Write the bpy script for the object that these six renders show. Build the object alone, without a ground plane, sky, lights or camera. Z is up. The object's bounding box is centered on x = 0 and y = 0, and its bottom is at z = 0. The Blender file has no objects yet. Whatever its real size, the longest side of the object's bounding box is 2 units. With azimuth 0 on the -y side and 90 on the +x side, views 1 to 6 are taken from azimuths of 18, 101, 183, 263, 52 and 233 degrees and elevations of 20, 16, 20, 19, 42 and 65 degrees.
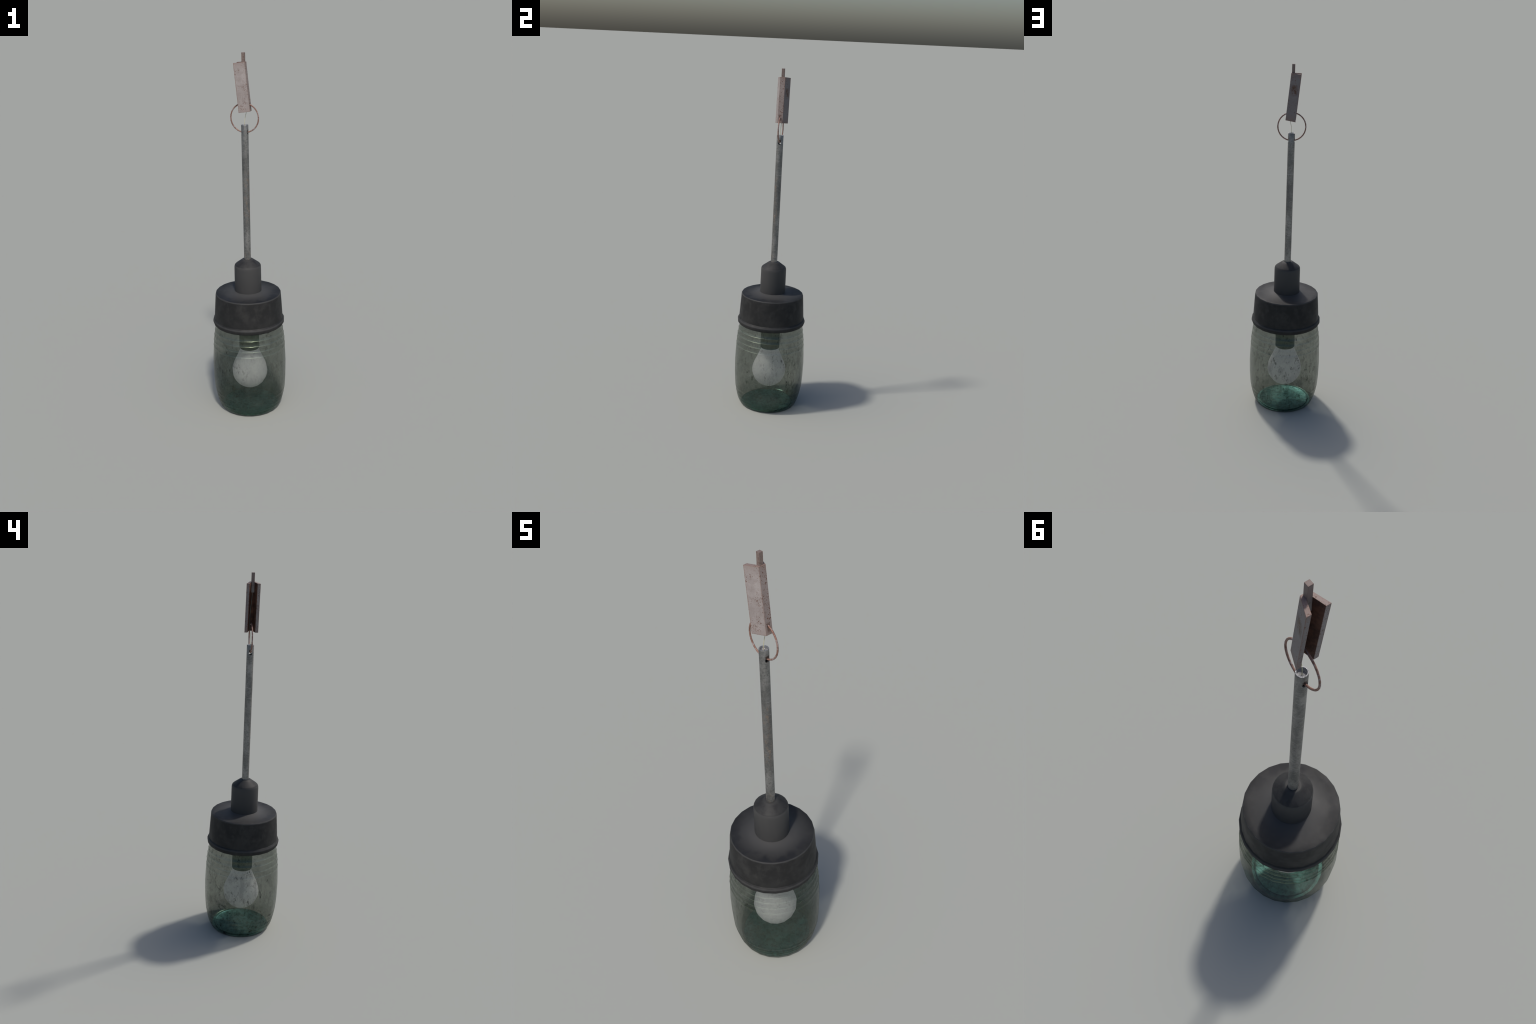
"""Glass jar pendant lamp: dark metal lid and neck, galvanised tube, split ring,
flared steel channel with a square bar, white bulb inside a dirty green jar."""
import bpy, bmesh, math
from mathutils import Vector, Matrix

COLL = bpy.context.scene.collection
SIDES = 24
PHASE = math.radians(7.5)


# ------------------------------------------------------------------ node help
class Nodes:
    """Tiny builder for procedural materials."""

    def __init__(self, name):
        self.mat = bpy.data.materials.new(name)
        self.mat.use_nodes = True
        self.t = self.mat.node_tree
        self.t.nodes.clear()
        self.out = self.t.nodes.new("ShaderNodeOutputMaterial")
        self.bsdf = self.t.nodes.new("ShaderNodeBsdfPrincipled")
        self.link(self.bsdf.outputs[0], self.out.inputs["Surface"])
        self.pos = self.t.nodes.new("ShaderNodeTexCoord").outputs["Object"]
        sep = self.t.nodes.new("ShaderNodeSeparateXYZ")
        self.link(self.pos, sep.inputs[0])
        self.x, self.y, self.z = sep.outputs

    def link(self, a, b):
        self.t.links.new(a, b)

    def put(self, sock, v):
        if isinstance(v, bpy.types.NodeSocket):
            self.link(v, sock)
        elif isinstance(v, tuple) and len(v) == 3 and sock.type == "RGBA":
            sock.default_value = (*v, 1)
        else:
            sock.default_value = v

    def math(self, op, a, b=0.0, c=None, clamp=False):
        n = self.t.nodes.new("ShaderNodeMath")
        n.operation, n.use_clamp = op, clamp
        self.put(n.inputs[0], a)
        self.put(n.inputs[1], b)
        if c is not None:
            self.put(n.inputs[2], c)
        return n.outputs[0]

    def mul(self, *a):
        r = a[0]
        for v in a[1:]:
            r = self.math("MULTIPLY", r, v)
        return r

    def add(self, a, b):
        return self.math("ADD", a, b, clamp=True)

    def step(self, v, lo, hi, out_lo=0.0, out_hi=1.0):
        n = self.t.nodes.new("ShaderNodeMapRange")
        n.interpolation_type = "SMOOTHSTEP"
        self.put(n.inputs["Value"], v)
        if lo > hi:
            lo, hi, out_lo, out_hi = hi, lo, out_hi, out_lo
        for k, q in (("From Min", lo), ("From Max", hi), ("To Min", out_lo), ("To Max", out_hi)):
            n.inputs[k].default_value = q
        return n.outputs["Result"]

    def near(self, v, centre, half, soft):
        """1 where |v-centre| < half, fading over soft."""
        d = self.math("ABSOLUTE", self.math("SUBTRACT", v, centre))
        return self.step(d, half + soft, half)

    def noise(self, scale, detail=4.0, rough=0.55, stretch=(1, 1, 1), shift=(0, 0, 0), distort=0.0):
        m = self.t.nodes.new("ShaderNodeMapping")
        m.inputs["Scale"].default_value = stretch
        m.inputs["Location"].default_value = shift
        self.link(self.pos, m.inputs["Vector"])
        n = self.t.nodes.new("ShaderNodeTexNoise")
        self.link(m.outputs[0], n.inputs["Vector"])
        n.inputs["Scale"].default_value = scale
        n.inputs["Detail"].default_value = detail
        n.inputs["Roughness"].default_value = rough
        n.inputs["Distortion"].default_value = distort
        return n.outputs["Fac"]

    def spots(self, scale, stretch=(1, 1, 1), shift=(0, 0, 0)):
        m = self.t.nodes.new("ShaderNodeMapping")
        m.inputs["Scale"].default_value = stretch
        m.inputs["Location"].default_value = shift
        self.link(self.pos, m.inputs["Vector"])
        n = self.t.nodes.new("ShaderNodeTexVoronoi")
        n.inputs["Scale"].default_value = scale
        self.link(m.outputs[0], n.inputs["Vector"])
        return n.outputs["Distance"]

    def pits(self, scale, size, share, shift=(0, 0, 0)):
        """Round pits: only a share of the Voronoi cells holds one, each of its own size."""
        m = self.t.nodes.new("ShaderNodeMapping")
        m.inputs["Location"].default_value = shift
        self.link(self.pos, m.inputs["Vector"])
        v = self.t.nodes.new("ShaderNodeTexVoronoi")
        v.inputs["Scale"].default_value = scale
        self.link(m.outputs[0], v.inputs["Vector"])
        c = self.t.nodes.new("ShaderNodeSeparateColor")
        self.link(v.outputs["Color"], c.inputs[0])
        there = self.math("LESS_THAN", c.outputs[0], share)
        d = self.math("ADD", v.outputs["Distance"], self.mul(self.math("SUBTRACT", self.noise(scale * 2.5, 2), 0.5), 0.35))
        near = self.math("SUBTRACT", self.math("MULTIPLY", c.outputs[1], size), d)
        return self.mul(there, self.step(near, -0.04, 0.08))

    def mix(self, fac, a, b):
        n = self.t.nodes.new("ShaderNodeMix")
        n.data_type = "RGBA"
        self.put(n.inputs[0], fac)
        self.put(n.inputs[6], a)
        self.put(n.inputs[7], b)
        return n.outputs[2]

    def edges(self, radius):
        """0 on flat faces, towards 1 close to hard edges."""
        b = self.t.nodes.new("ShaderNodeBevel")
        b.samples = 8
        b.inputs["Radius"].default_value = radius
        g = self.t.nodes.new("ShaderNodeNewGeometry")
        d = self.t.nodes.new("ShaderNodeVectorMath")
        d.operation = "DOT_PRODUCT"
        self.link(b.outputs[0], d.inputs[0])
        self.link(g.outputs["Normal"], d.inputs[1])
        return self.step(d.outputs["Value"], 1.0, 0.8)

    def angle_mask(self, degrees, width):
        """1 on the side of the z axis that faces the given direction (0 = +x, 90 = +y)."""
        a = math.radians(degrees)
        d = self.math("ADD", self.mul(self.x, math.cos(a)), self.mul(self.y, math.sin(a)))
        r = self.math("SQRT", self.math("ADD", self.mul(self.x, self.x), self.mul(self.y, self.y)))
        c = self.math("DIVIDE", d, self.math("MAXIMUM", r, 1e-4))
        return self.step(c, math.cos(math.radians(width)), 1.0)

    def bump(self, height, strength, distance):
        n = self.t.nodes.new("ShaderNodeBump")
        self.put(n.inputs["Height"], height)
        n.inputs["Strength"].default_value = strength
        n.inputs["Distance"].default_value = distance
        self.link(n.outputs[0], self.bsdf.inputs["Normal"])

    def set(self, **kw):
        for k, v in kw.items():
            self.put(self.bsdf.inputs[k.replace("_", " ")], v)
        return self.mat


# ------------------------------------------------------------------ materials
def dark_metal():
    n = Nodes("dark_lid_metal")
    cloud = n.noise(15, 5, 0.6)
    smear = n.noise(24, 5, 0.65, (1, 1, 0.7), (2, 6, 1), 0.1)
    fine = n.noise(160, 3, 0.6)
    col = n.mix(n.step(cloud, 0.40, 0.70), (0.0165, 0.0168, 0.0172), (0.026, 0.026, 0.026))
    r = n.math("SQRT", n.math("ADD", n.mul(n.x, n.x), n.mul(n.y, n.y)))
    # flat top: light on the fillet painted pale beside the neck, dark arc near the rim
    top = n.step(n.z, 0.694, 0.699)
    col = n.mix(n.mul(top, n.step(r, 0.19, 0.10), 0.85), col, (0.050, 0.050, 0.050))
    col = n.mix(n.mul(top, n.step(r, 0.125, 0.08), 0.7), col, (0.062, 0.062, 0.062))
    dark_arc = n.mul(n.near(r, 0.160, 0.008, 0.03), top, n.step(n.noise(13, 3, 0.5, shift=(4, 2, 2)), 0.42, 0.58), n.angle_mask(-60, 130))
    col = n.mix(n.mul(dark_arc, 0.8), col, (0.013, 0.014, 0.017))
    # edge highlights painted as a pale line on the bent rim, on the bead and on the neck shoulder
    rim = n.mul(n.near(r, 0.1805, 0.0015, 0.0015), n.step(n.z, 0.693, 0.697))
    bead = n.mul(n.near(n.z, 0.545, 0.003, 0.004), n.step(r, 0.1945, 0.197), 0.9)
    shoulder = n.mul(n.near(n.z, 0.861, 0.003, 0.006), n.step(n.z, 0.8, 0.82))
    col = n.mix(n.mul(n.add(rim, n.add(bead, shoulder)), 0.7), col, (0.052, 0.052, 0.052))
    # neck: lighter towards its foot, and around the tube
    neck = n.mul(n.step(r, 0.078, 0.075), n.step(n.z, 0.86, 0.74))
    col = n.mix(n.mul(neck, 0.75, n.step(smear, 0.3, 0.62, 0.6, 1.0)), col, (0.049, 0.049, 0.049))
    cone = n.step(n.z, 0.860, 0.864)
    col = n.mix(cone, col, n.mix(n.step(smear, 0.4, 0.6), (0.022, 0.022, 0.023), (0.033, 0.033, 0.033)))
    col = n.mix(n.mul(cone, n.step(r, 0.040, 0.026), 0.9), col, (0.045, 0.045, 0.044))
    # faint rubbed smears on the band, darker stripe above the bead
    wall = n.mul(n.step(r, 0.181, 0.183), n.step(n.z, 0.56, 0.60), n.step(smear, 0.48, 0.66))
    col = n.mix(n.mul(wall, 0.36), col, (0.046, 0.046, 0.044))
    col = n.mix(n.mul(n.step(fine, 0.5, 0.8), 0.15), col, (0.05, 0.05, 0.05))
    n.bump(fine, 0.08, 0.002)
    return n.set(Base_Color=col, Roughness=n.step(cloud, 0.3, 0.7, 0.62, 0.54), Specular_IOR_Level=0.22)


def galvanised():
    n = Nodes("galvanised_tube")
    cloud = n.noise(24, 4, 0.6, (1, 1, 0.5))
    fine = n.noise(200, 4, 0.7, (1, 1, 0.8))
    crys = n.noise(75, 3, 0.6, (1, 1, 1.4), (3, 3, 3), 0.8)
    col = n.mix(n.step(cloud, 0.33, 0.68), (0.165, 0.166, 0.160), (0.305, 0.303, 0.292))
    col = n.mix(n.mul(n.step(fine, 0.42, 0.70), 0.45), col, (0.35, 0.347, 0.337))
    col = n.mix(n.mul(n.step(crys, 0.48, 0.64), 0.5), col, (0.115, 0.118, 0.118))
    # the middle has a darker, handled stretch
    col = n.mix(n.mul(n.near(n.z, 1.33, 0.05, 0.16), 0.28), col, (0.10, 0.10, 0.10))
    # rubbed and rusty patches half way up, mostly on the sunny side
    side = n.angle_mask(-55, 110)
    band = n.add(n.near(n.z, 1.34, 0.02, 0.06), n.near(n.z, 1.19, 0.03, 0.08))
    band = n.add(band, n.near(n.z, 0.905, 0.012, 0.04))
    rust = n.mul(side, band, n.step(n.noise(70, 5, 0.7, (1, 1, 0.6), (3, 1, 7)), 0.48, 0.66))
    col = n.mix(n.mul(rust, 0.7), col, (0.31, 0.235, 0.18))
    # pale scratched rings
    wob = n.mul(n.math("SUBTRACT", n.noise(35, 3, 0.6, (1, 1, 0.2), (5, 5, 5)), 0.5), 0.03)
    zz = n.math("ADD", n.z, wob)
    lines = None
    for z0 in (1.495, 1.41, 1.352, 1.25, 1.172, 1.06):
        k = n.near(zz, z0, 0.0005, 0.0014)
        lines = k if lines is None else n.add(lines, k)
    lines = n.mul(lines, n.step(n.noise(60, 2, 0.5, (1, 1, 0.3), (9, 2, 1)), 0.40, 0.62))
    col = n.mix(n.mul(lines, 0.6), col, (0.42, 0.42, 0.41))
    # brown smears above the two holes
    hole = n.mul(n.near(n.z, 1.603, 0.005, 0.006), n.near(n.y, 0.0, 0.006, 0.005))
    col = n.mix(n.mul(hole, 0.85), col, (0.05, 0.03, 0.022))
    n.bump(fine, 0.2, 0.002)
    return n.set(Base_Color=col, Roughness=0.48, Metallic=0.78, Specular_IOR_Level=0.35)


def bright_cut_metal():
    n = Nodes("bright_cut_metal")
    ang = n.math("ARCTAN2", n.y, n.x)
    c = n.t.nodes.new("ShaderNodeCombineXYZ")
    n.link(n.mul(ang, 3.2), c.inputs[0])
    w = n.t.nodes.new("ShaderNodeTexNoise")
    n.link(c.outputs[0], w.inputs["Vector"])
    w.inputs["Scale"].default_value = 3.0
    w.inputs["Detail"].default_value = 4.0
    fac = n.step(w.outputs["Fac"], 0.36, 0.64)
    col = n.mix(fac, (0.10, 0.11, 0.13), (0.62, 0.61, 0.60))
    n.bump(w.outputs["Fac"], 0.5, 0.006)
    return n.set(Base_Color=col, Metallic=0.8, Roughness=0.5)


def rusty_steel(name, inner=False, copper=False, dull=0.0):
    n = Nodes(name)
    cloud = n.noise(38, 5, 0.62)
    fine = n.noise(260, 4, 0.7)
    if inner:
        col = n.mix(n.step(cloud, 0.35, 0.7), (0.055, 0.028, 0.021), (0.13, 0.060, 0.040))
        col = n.mix(n.mul(n.step(fine, 0.55, 0.75), 0.5), col, (0.20, 0.09, 0.055))
        n.bump(fine, 0.3, 0.002)
        return n.set(Base_Color=col, Roughness=0.8, Specular_IOR_Level=0.2)
    if copper:
        col = n.mix(n.step(cloud, 0.35, 0.62), (0.19, 0.095, 0.070), (0.27, 0.155, 0.12))
        flakes = n.step(n.noise(85, 4, 0.65, (1, 1, 1), (4, 4, 4)), 0.51, 0.60)
        col = n.mix(n.mul(flakes, 0.75), col, (0.34, 0.285, 0.275))
        dark = n.step(n.noise(120, 3, 0.6, (1, 1, 1), (8, 1, 4)), 0.56, 0.66)
        col = n.mix(n.mul(dark, 0.7), col, (0.085, 0.04, 0.028))
        n.bump(fine, 0.3, 0.002)
        return n.set(Base_Color=col, Roughness=0.5, Metallic=0.1, Specular_IOR_Level=0.35)
    col = n.mix(n.step(cloud, 0.3, 0.7), (0.275, 0.242, 0.232), (0.350, 0.318, 0.308))
    col = n.mix(n.mul(n.step(fine, 0.45, 0.75), 0.35), col, (0.25, 0.195, 0.175))
    # the +y flange and the flange ends have their shade baked in, cooler and darker
    # (positions measured across and along the leaning channel)
    depth = n.math("ADD", n.mul(n.x, 0.9954), n.mul(n.z, 0.0952))
    along = n.math("ADD", n.mul(n.x, -0.0952), n.mul(n.z, 0.9954))
    baked_shade = n.add(n.step(n.y, 0.0125, 0.016), n.mul(n.step(depth, 0.1440, 0.1430), n.step(n.math("ABSOLUTE", n.y), 0.018, 0.019), 0.6))
    col = n.mix(n.mul(baked_shade, 0.75), col, (0.150, 0.134, 0.135))
    # the web is browner, the flanges are rubbed paler at both ends than in the middle
    web = n.mul(n.step(depth, 0.1945, 0.1960), 0.45)
    col = n.mix(web, col, (0.22, 0.160, 0.138))
    col = n.mix(n.mul(n.near(n.z, 1.80, 0.01, 0.07), 0.22), col, (0.17, 0.135, 0.125))
    # brownish ends and edges
    ends = n.add(n.step(n.z, 1.915, 1.955), n.step(n.z, 1.75, 1.70))
    ends = n.mul(ends, n.step(n.y, -0.02, 0.02, 0.75, 1.5))
    col = n.mix(n.mul(ends, 0.5, n.step(cloud, 0.3, 0.6)), col, (0.20, 0.125, 0.10))
    edge = n.mul(n.edges(0.006), n.step(n.noise(70, 3, 0.6, shift=(5, 5, 1)), 0.25, 0.50))
    col = n.mix(n.mul(edge, 0.85), col, (0.19, 0.095, 0.065))
    # rust pits in clusters
    area = n.step(n.noise(24, 3, 0.55, (1, 1, 0.7), (2, 7, 3)), 0.46, 0.60)
    area = n.add(n.mul(area, 0.95), n.add(n.mul(n.step(depth, 0.1440, 0.1430), 0.5), 0.16))
    cap = n.step(along, 1.9436, 1.9442)
    col = n.mix(n.mul(cap, 0.6), col, (0.24, 0.165, 0.14))
    pits = n.mul(n.pits(300, 0.52, 0.75, (1, 4, 4)), area)
    big = n.mul(n.pits(150, 0.50, 0.52, (6, 1, 1)), area)
    col = n.mix(n.mul(n.add(pits, big), 0.85), col, (0.115, 0.050, 0.030))
    # one larger rust stain high on the +y flange
    p = n.mul(n.near(n.z, 1.866, 0.008, 0.030), n.near(n.x, -0.008, 0.006, 0.020), n.step(n.y, 0.012, 0.018))
    stain = n.mul(p, n.step(n.noise(75, 4, 0.7, shift=(1, 2, 9)), 0.36, 0.56))
    col = n.mix(n.mul(stain, 0.95), col, (0.085, 0.038, 0.018))
    # dark streak around the ring hole
    hole_streak = n.mul(n.near(n.z, 1.734, 0.010, 0.014), n.near(n.y, 0.0, 0.004, 0.005), n.step(n.x, 0.026, 0.03))
    col = n.mix(n.mul(hole_streak, 0.7), col, (0.09, 0.045, 0.03))
    if dull:
        col = n.mix(dull, col, (0.125, 0.103, 0.093))
    n.bump(fine, 0.15, 0.002)
    return n.set(Base_Color=col, Roughness=0.55, Metallic=0.0, Specular_IOR_Level=0.3)


def jar_glass():
    n = Nodes("dirty_green_glass")
    cloud = n.noise(9, 5, 0.6, shift=(1, 5, 2))
    grain = n.noise(120, 4, 0.75, (1, 1, 0.6))
    streak = n.noise(46, 5, 0.7, (1, 1, 0.42), (2, 2, 2), 0.4)
    lines = n.noise(26, 4, 0.7, (0.6, 0.6, 7), (4, 1, 3), 0.3)
    col = n.mix(n.step(cloud, 0.35, 0.65), (0.080, 0.104, 0.078), (0.132, 0.148, 0.116))
    foot = n.step(n.z, 0.10, 0.015)
    col = n.mix(n.mul(foot, 0.75), col, (0.040, 0.098, 0.076))
    zone = n.add(n.step(n.z, 0.35, 0.40), n.step(n.z, 0.13, 0.10))
    scratch = n.mul(zone, n.step(lines, 0.54, 0.66))
    col = n.mix(n.mul(scratch, 0.55), col, (0.045, 0.060, 0.046))
    for z0 in (0.479, 0.449, 0.417, 0.385):
        col = n.mix(n.mul(n.near(n.z, z0 + 0.001, 0.0012, 0.001), 0.35), col, (0.30, 0.36, 0.24))  # ridge crests tinted paler to strengthen their sun glints
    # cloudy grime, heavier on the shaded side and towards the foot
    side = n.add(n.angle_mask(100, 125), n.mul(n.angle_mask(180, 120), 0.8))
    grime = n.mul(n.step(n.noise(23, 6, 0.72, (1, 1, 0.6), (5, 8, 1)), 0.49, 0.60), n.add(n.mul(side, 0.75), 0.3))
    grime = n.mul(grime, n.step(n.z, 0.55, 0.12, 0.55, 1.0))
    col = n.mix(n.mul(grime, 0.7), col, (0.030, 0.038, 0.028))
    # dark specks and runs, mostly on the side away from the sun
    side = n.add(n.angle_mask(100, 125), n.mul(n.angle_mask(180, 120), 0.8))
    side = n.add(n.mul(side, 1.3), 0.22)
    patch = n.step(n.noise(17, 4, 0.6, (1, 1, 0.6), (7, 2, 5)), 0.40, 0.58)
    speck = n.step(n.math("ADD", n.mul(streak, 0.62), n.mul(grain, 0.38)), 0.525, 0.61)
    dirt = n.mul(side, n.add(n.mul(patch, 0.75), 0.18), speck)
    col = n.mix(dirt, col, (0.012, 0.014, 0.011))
    # pale dust
    dust = n.mul(n.step(n.noise(70, 4, 0.7, shift=(9, 3, 3)), 0.54, 0.68), n.step(cloud, 0.60, 0.42))
    col = n.mix(n.mul(dust, 0.45), col, (0.22, 0.235, 0.20))
    clear = n.math("ADD", n.mul(dirt, -0.30), n.mul(foot, -0.16))
    clear = n.math("ADD", clear, n.mul(grime, -0.10))
    clear = n.math("ADD", clear, n.mul(scratch, -0.06))
    clear = n.math("ADD", clear, n.mul(n.math("SUBTRACT", grain, 0.5), -0.10))
    clear = n.math("ADD", clear, 0.435, clamp=True)
    n.bump(n.math("ADD", n.mul(grain, 0.6), n.math("ADD", streak, n.mul(lines, zone))), 0.12, 0.003)
    n.set(Base_Color=col, Metallic=0.9, Roughness=0.26, Specular_IOR_Level=0.5)
    tr = n.t.nodes.new("ShaderNodeBsdfTransparent")
    tr.inputs["Color"].default_value = (0.98, 1.0, 0.98, 1)
    m = n.t.nodes.new("ShaderNodeMixShader")
    n.link(clear, m.inputs[0])
    n.link(n.bsdf.outputs[0], m.inputs[1])
    n.link(tr.outputs[0], m.inputs[2])
    n.link(m.outputs[0], n.out.inputs["Surface"])
    return n.mat


def floor_glass():
    n = Nodes("thick_teal_glass")
    c = n.noise(28, 5, 0.65)
    d = n.noise(60, 4, 0.7, shift=(3, 2, 2))
    col = n.mix(n.step(c, 0.35, 0.65), (0.066, 0.172, 0.156), (0.112, 0.275, 0.250))
    col = n.mix(n.mul(n.step(d, 0.50, 0.62), 0.7), col, (0.035, 0.085, 0.072))
    n.bump(n.math("ADD", c, n.mul(d, 0.5)), 0.25, 0.004)
    return n.set(Base_Color=col, Roughness=0.42, Metallic=0.85)


def bulb_glass():
    n = Nodes("frosted_bulb_glass")
    c = n.noise(20, 4, 0.6)
    s = n.noise(130, 3, 0.6)
    col = n.mix(n.step(c, 0.35, 0.7), (0.72, 0.72, 0.735), (0.80, 0.80, 0.795))
    col = n.mix(n.mul(n.step(s, 0.60, 0.72), 0.25), col, (0.62, 0.62, 0.60))
    return n.set(Base_Color=col, Roughness=0.45, Specular_IOR_Level=0.2, Emission_Color=col, Emission_Strength=0.17)  # weak emission brightens the bulb's shaded side


def socket_plastic():
    n = Nodes("dark_socket")
    c = n.noise(30, 4, 0.6)
    col = n.mix(n.step(c, 0.3, 0.7), (0.080, 0.100, 0.090), (0.115, 0.135, 0.122))  # base colour lightened for the haze seen through the jar wall
    return n.set(Base_Color=col, Roughness=0.6)


def wire_plastic():
    n = Nodes("pale_wire_sheath")
    col = n.mix(n.step(n.z, 1.66, 1.72), (0.55, 0.52, 0.33), (0.17, 0.19, 0.16))
    return n.set(Base_Color=col, Roughness=0.5)


# ------------------------------------------------------------------ geometry
def finish(name, bm, mats, parent, smooth=True, sharp=None):
    bmesh.ops.recalc_face_normals(bm, faces=bm.faces)
    me = bpy.data.meshes.new(name)
    bm.to_mesh(me)
    bm.free()
    for m in mats if isinstance(mats, (list, tuple)) else [mats]:
        me.materials.append(m)
    for p in me.polygons:
        p.use_smooth = smooth
    if sharp:
        me.set_sharp_from_angle(angle=math.radians(sharp))
    ob = bpy.data.objects.new(name, me)
    COLL.objects.link(ob)
    ob.parent = parent
    return ob


def lathe(profile, sides=SIDES, phase=PHASE, close=False):
    """Turn (radius, z) points about the z axis; radius 0 makes a pole."""
    bm = bmesh.new()
    rings = []
    for r, z in profile:
        if r < 1e-6:
            rings.append([bm.verts.new((0, 0, z))])
        else:
            rings.append([bm.verts.new((r * math.cos(phase + math.tau * k / sides),
                                        r * math.sin(phase + math.tau * k / sides), z)) for k in range(sides)])
    pairs = list(zip(rings, rings[1:])) + ([(rings[-1], rings[0])] if close else [])
    for a, b in pairs:
        for k in range(sides):
            j = (k + 1) % sides
            if len(a) == 1:
                loop = [a[0], b[j], b[k]]
            elif len(b) == 1:
                loop = [a[k], a[j], b[0]]
            else:
                loop = [a[k], a[j], b[j], b[k]]
            bm.faces.new(loop)
    return bm


def sweep(path, radius, sides, closed=False):
    """Round tube along a list of points (parallel transport frames)."""
    bm = bmesh.new()
    n = len(path)
    up = None
    rings = []
    for i, p in enumerate(path):
        a = path[(i - 1) % n] if (closed or i > 0) else p
        b = path[(i + 1) % n] if (closed or i < n - 1) else p
        t = (b - a).normalized()
        if up is None:
            up = t.orthogonal().normalized()
        up = (up - t * up.dot(t)).normalized()
        s = t.cross(up)
        rings.append([bm.verts.new(p + radius * (math.cos(math.tau * k / sides) * up + math.sin(math.tau * k / sides) * s)) for k in range(sides)])
    for a, b in list(zip(rings, rings[1:])) + ([(rings[-1], rings[0])] if closed else []):
        for k in range(sides):
            j = (k + 1) % sides
            bm.faces.new((a[k], a[j], b[j], b[k]))
    if not closed:
        bm.faces.new(rings[0])
        bm.faces.new(rings[-1])
    return bm


def cut(ob, cutters):
    for c in cutters:
        m = ob.modifiers.new("cut", "BOOLEAN")
        m.operation, m.solver, m.object = "DIFFERENCE", "EXACT", c
    dg = bpy.context.evaluated_depsgraph_get()
    dg.update()
    me = bpy.data.meshes.new_from_object(ob.evaluated_get(dg))
    ob.modifiers.clear()
    old = ob.data
    ob.data = me
    me.name = ob.name
    bpy.data.meshes.remove(old)
    for c in cutters:
        bpy.data.objects.remove(c)


def peg(r, x0, x1, z, sides=16):
    bm = bmesh.new()
    rings = [[bm.verts.new((x, r * math.cos(math.tau * k / sides), z + r * math.sin(math.tau * k / sides))) for k in range(sides)] for x in (x0, x1)]
    for k in range(sides):
        j = (k + 1) % sides
        bm.faces.new((rings[0][k], rings[0][j], rings[1][j], rings[1][k]))
    bm.faces.new(rings[0])
    bm.faces.new(rings[1])
    return finish("peg", bm, [], None)


def bezier_like(points, steps):
    """Catmull-Rom curve through the points."""
    pts = [Vector(p) for p in points]
    ext = [2 * pts[0] - pts[1]] + pts + [2 * pts[-1] - pts[-2]]
    out = []
    for i in range(1, len(ext) - 2):
        p0, p1, p2, p3 = ext[i - 1:i + 3]
        for s in range(steps):
            t = s / steps
            out.append(0.5 * (2 * p1 + (p2 - p0) * t + (2 * p0 - 5 * p1 + 4 * p2 - p3) * t * t + (3 * p1 - p0 - 3 * p2 + p3) * t ** 3))
    out.append(pts[-1])
    return out


lamp = bpy.data.objects.new("pendant_lamp", None)
COLL.objects.link(lamp)
lamp["label"] = "rusty hanging lamp with green glass jar shade and white bulb"
lamp["category"] = "pendant lamp"

M_DARK, M_TUBE, M_CUT = dark_metal(), galvanised(), bright_cut_metal()
M_STEEL, M_INNER, M_COPPER = rusty_steel("spotted_steel"), rusty_steel("rusted_inside", inner=True), rusty_steel("coppery_ring", copper=True)
M_GLASS, M_FLOOR, M_BULB, M_SOCKET, M_WIRE = jar_glass(), floor_glass(), bulb_glass(), socket_plastic(), wire_plastic()


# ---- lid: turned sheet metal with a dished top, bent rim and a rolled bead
lid_profile = [
    (0.0, 0.690), (0.060, 0.700), (0.074, 0.7125), (0.085, 0.7095), (0.105, 0.7055), (0.130, 0.7030), (0.160, 0.7020),
    (0.1770, 0.7020), (0.1800, 0.7012), (0.1820, 0.6985), (0.1828, 0.6940),
    (0.1874, 0.630), (0.1922, 0.5530),
    (0.1945, 0.5505), (0.1985, 0.5455), (0.2008, 0.5395), (0.2006, 0.5290), (0.1985, 0.5230), (0.1945, 0.5195),
    (0.1900, 0.5190), (0.1880, 0.5240), (0.1840, 0.5600), (0.1780, 0.6800), (0.0, 0.6820)]
lid = finish("lid", lathe(lid_profile), M_DARK, lamp, sharp=24)

# ---- neck: cylinder with a conical shoulder, standing on the lid
neck_profile = [
    (0.0, 0.893), (0.0190, 0.8935), (0.0275, 0.8950), (0.0310, 0.8935), (0.0655, 0.8680), (0.0710, 0.8625), (0.0732, 0.8560), (0.0737, 0.8450),
    (0.0745, 0.7300), (0.0747, 0.7100), (0.0740, 0.6950), (0.0, 0.6950)]
neck = finish("neck", lathe(neck_profile), M_DARK, lamp, sharp=60)

# ---- jar: barrel-shaped glass with raised screw ridges under the lid and near the foot
barrel = [(0.1870, 0.530), (0.1885, 0.505), (0.1940, 0.468), (0.1997, 0.430), (0.2040, 0.370), (0.2068, 0.320), (0.2086, 0.268),
          (0.2070, 0.185), (0.2035, 0.130), (0.1955, 0.082), (0.1885, 0.052), (0.1795, 0.024), (0.1725, 0.009), (0.1660, 0.0015), (0.1600, 0.0)]


def barrel_radius(z):
    for (r0, z0), (r1, z1) in zip(barrel, barrel[1:]):
        if z0 >= z >= z1:
            return r0 + (r1 - r0) * (z0 - z) / (z0 - z1)
    return barrel[-1][0]


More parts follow.
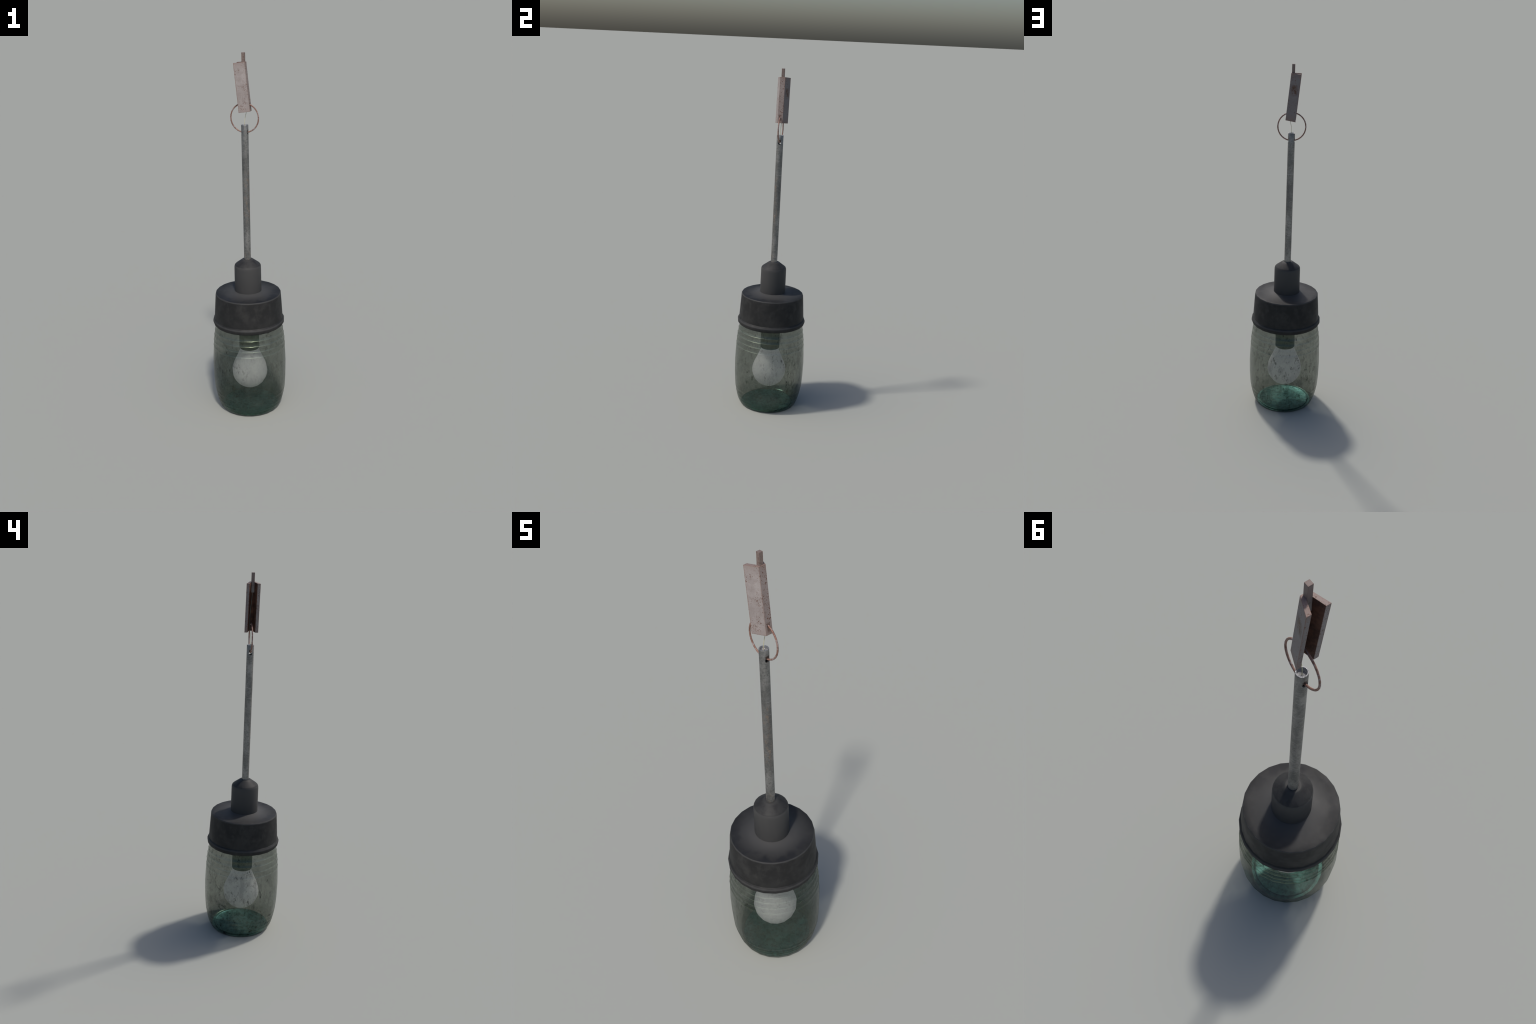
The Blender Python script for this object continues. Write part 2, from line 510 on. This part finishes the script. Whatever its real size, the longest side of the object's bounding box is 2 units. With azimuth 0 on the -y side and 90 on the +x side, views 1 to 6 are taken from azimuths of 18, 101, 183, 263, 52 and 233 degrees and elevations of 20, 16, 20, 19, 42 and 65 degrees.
ridges = [(0.479, 0.0023), (0.449, 0.0023), (0.417, 0.0023), (0.385, 0.0022), (0.114, 0.0013), (0.086, 0.0012), (0.062, 0.0011), (0.040, 0.0011)]
jar_profile = list(barrel)
for z0, h in ridges:
    for dz, k in ((-0.0034, 0.0), (-0.0017, 0.55), (0.0, 1.0), (0.0017, 0.55), (0.0034, 0.0)):
        jar_profile.append((barrel_radius(z0 + dz) + h * k, z0 + dz))
jar_profile = sorted(jar_profile, key=lambda p: (-p[1], -p[0]))
jar = finish("glass_jar", lathe(jar_profile), M_GLASS, lamp)

floor_profile = [(0.160, 0.0006), (0.1472, 0.0010), (0.1468, 0.0062), (0.1445, 0.0066), (0.1390, 0.0036), (0.060, 0.0030), (0.0, 0.0030)]
jar_floor = finish("jar_floor", lathe(floor_profile), M_FLOOR, jar, sharp=35)

# ---- lamp socket and bulb
socket = finish("lamp_socket", lathe([(0.0, 0.600), (0.0568, 0.600), (0.0568, 0.3620), (0.0560, 0.3585), (0.0510, 0.3580), (0.0, 0.3600)], 24), M_SOCKET, lamp, sharp=40)
bulb_profile = [(0.0, 0.366), (0.0535, 0.364), (0.0545, 0.343), (0.0720, 0.302), (0.0900, 0.263)]
for k in range(1, 10):
    a = math.radians(29 - k * 13.2)
    bulb_profile.append((0.1016 * math.cos(a), 0.2120 + 0.1035 * math.sin(a)))
bulb_profile.append((0.0, 0.1075))
bulb = finish("light_bulb", lathe(bulb_profile, 16, math.radians(11)), M_BULB, lamp, sharp=60)

# ---- galvanised tube with two cross holes and a bright cut end
tube_profile = [(0.0188, 0.872), (0.0188, 1.0), (0.0188, 1.2), (0.0188, 1.4), (0.0188, 1.55), (0.0188, 1.6335), (0.0180, 1.6350),
                (0.0152, 1.6350), (0.0145, 1.6340), (0.0145, 1.55), (0.0145, 0.872)]
tube = finish("tube", lathe(tube_profile, 24, 0.0, close=True), M_TUBE, lamp)
tube.data.materials.append(M_CUT)
for p in tube.data.polygons:
    c = p.center
    if math.hypot(c.x, c.y) < 0.0178:
        p.material_index = 1
cut(tube, [peg(0.0092, -0.05, 0.05, 1.5925)])
tube.data.set_sharp_from_angle(angle=math.radians(40))
plug = finish("tube_plug", lathe([(0.0, 1.621), (0.0120, 1.6225), (0.0144, 1.6260), (0.0144, 1.6120), (0.0, 1.6120)], 24, 0.0), M_CUT, tube, sharp=40)

# ---- ring through the tube and the channel
RC, RR = Vector((0.0, 0.0005, 1.6705)), 0.0755
ring = finish("ring", sweep([RC + RR * Vector((math.cos(math.tau * k / 30), 0, math.sin(math.tau * k / 30))) for k in range(30)], 0.0036, 8, closed=True), M_COPPER, lamp)

# ---- flared steel channel, leaning
TOP, BOTTOM = Vector((0.0108, 0.0004, 1.9547)), Vector((0.0346, 0.0008, 1.7058))
axis = (TOP - BOTTOM).normalized()
across = Vector((0, 1, 0))
out = across.cross(axis).normalized()
section = [(0.0, -0.0142), (0.0, 0.0142), (-0.0545, 0.0357), (-0.0545, 0.0201), (-0.0185, 0.0080), (-0.0185, -0.0080), (-0.0545, -0.0201), (-0.0545, -0.0357)]
bm = bmesh.new()
ends = [[bm.verts.new(e + out * n + across * w) for n, w in section] for e in (BOTTOM, TOP)]
for k in range(8):
    j = (k + 1) % 8
    f = bm.faces.new((ends[0][k], ends[0][j], ends[1][j], ends[1][k]))
    f.material_index = 1 if k in (3, 4, 5) else 0
for e in ends:  # the U-shaped ends, as three quads each
    for q in ((0, 1, 4, 5), (1, 2, 3, 4), (0, 5, 6, 7)):
        bm.faces.new([e[i] for i in q])
channel = finish("channel", bm, [M_STEEL, M_INNER], lamp, smooth=False)
cut(channel, [peg(0.0052, 0.0, 0.06, 1.7385)])
bev = channel.modifiers.new("bevel", "BEVEL")
bev.width, bev.segments, bev.limit_method, bev.angle_limit = 0.0006, 1, "ANGLE", math.radians(40)

# ---- square bar standing in the channel
bm = bmesh.new()
h = 0.0079
bars = [[bm.verts.new((sx * h, sy * h, z)) for sx, sy in ((-1, -1), (1, -1), (1, 1), (-1, 1))] for z in (1.9015, 2.0)]
for k in range(4):
    j = (k + 1) % 4
    bm.faces.new((bars[0][k], bars[0][j], bars[1][j], bars[1][k]))
bm.faces.new(bars[0])
bm.faces.new(bars[1])
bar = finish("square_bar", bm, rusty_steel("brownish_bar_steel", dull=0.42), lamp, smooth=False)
bev = bar.modifiers.new("bevel", "BEVEL")
bev.width, bev.segments = 0.0005, 1

# ---- thin wire from the bar down into the tube
wire_path = bezier_like([(-0.003, 0.0, 1.905), (-0.0035, 0.004, 1.86), (-0.001, 0.008, 1.81), (0.004, 0.0085, 1.77), (0.0085, 0.0065, 1.73),
                         (0.0085, 0.004, 1.700), (0.002, 0.0015, 1.668), (0.0, -0.0005, 1.635), (0.0, 0.0, 1.556)], 5)
wire = finish("wire", sweep(wire_path, 0.0012, 6), M_WIRE, lamp)
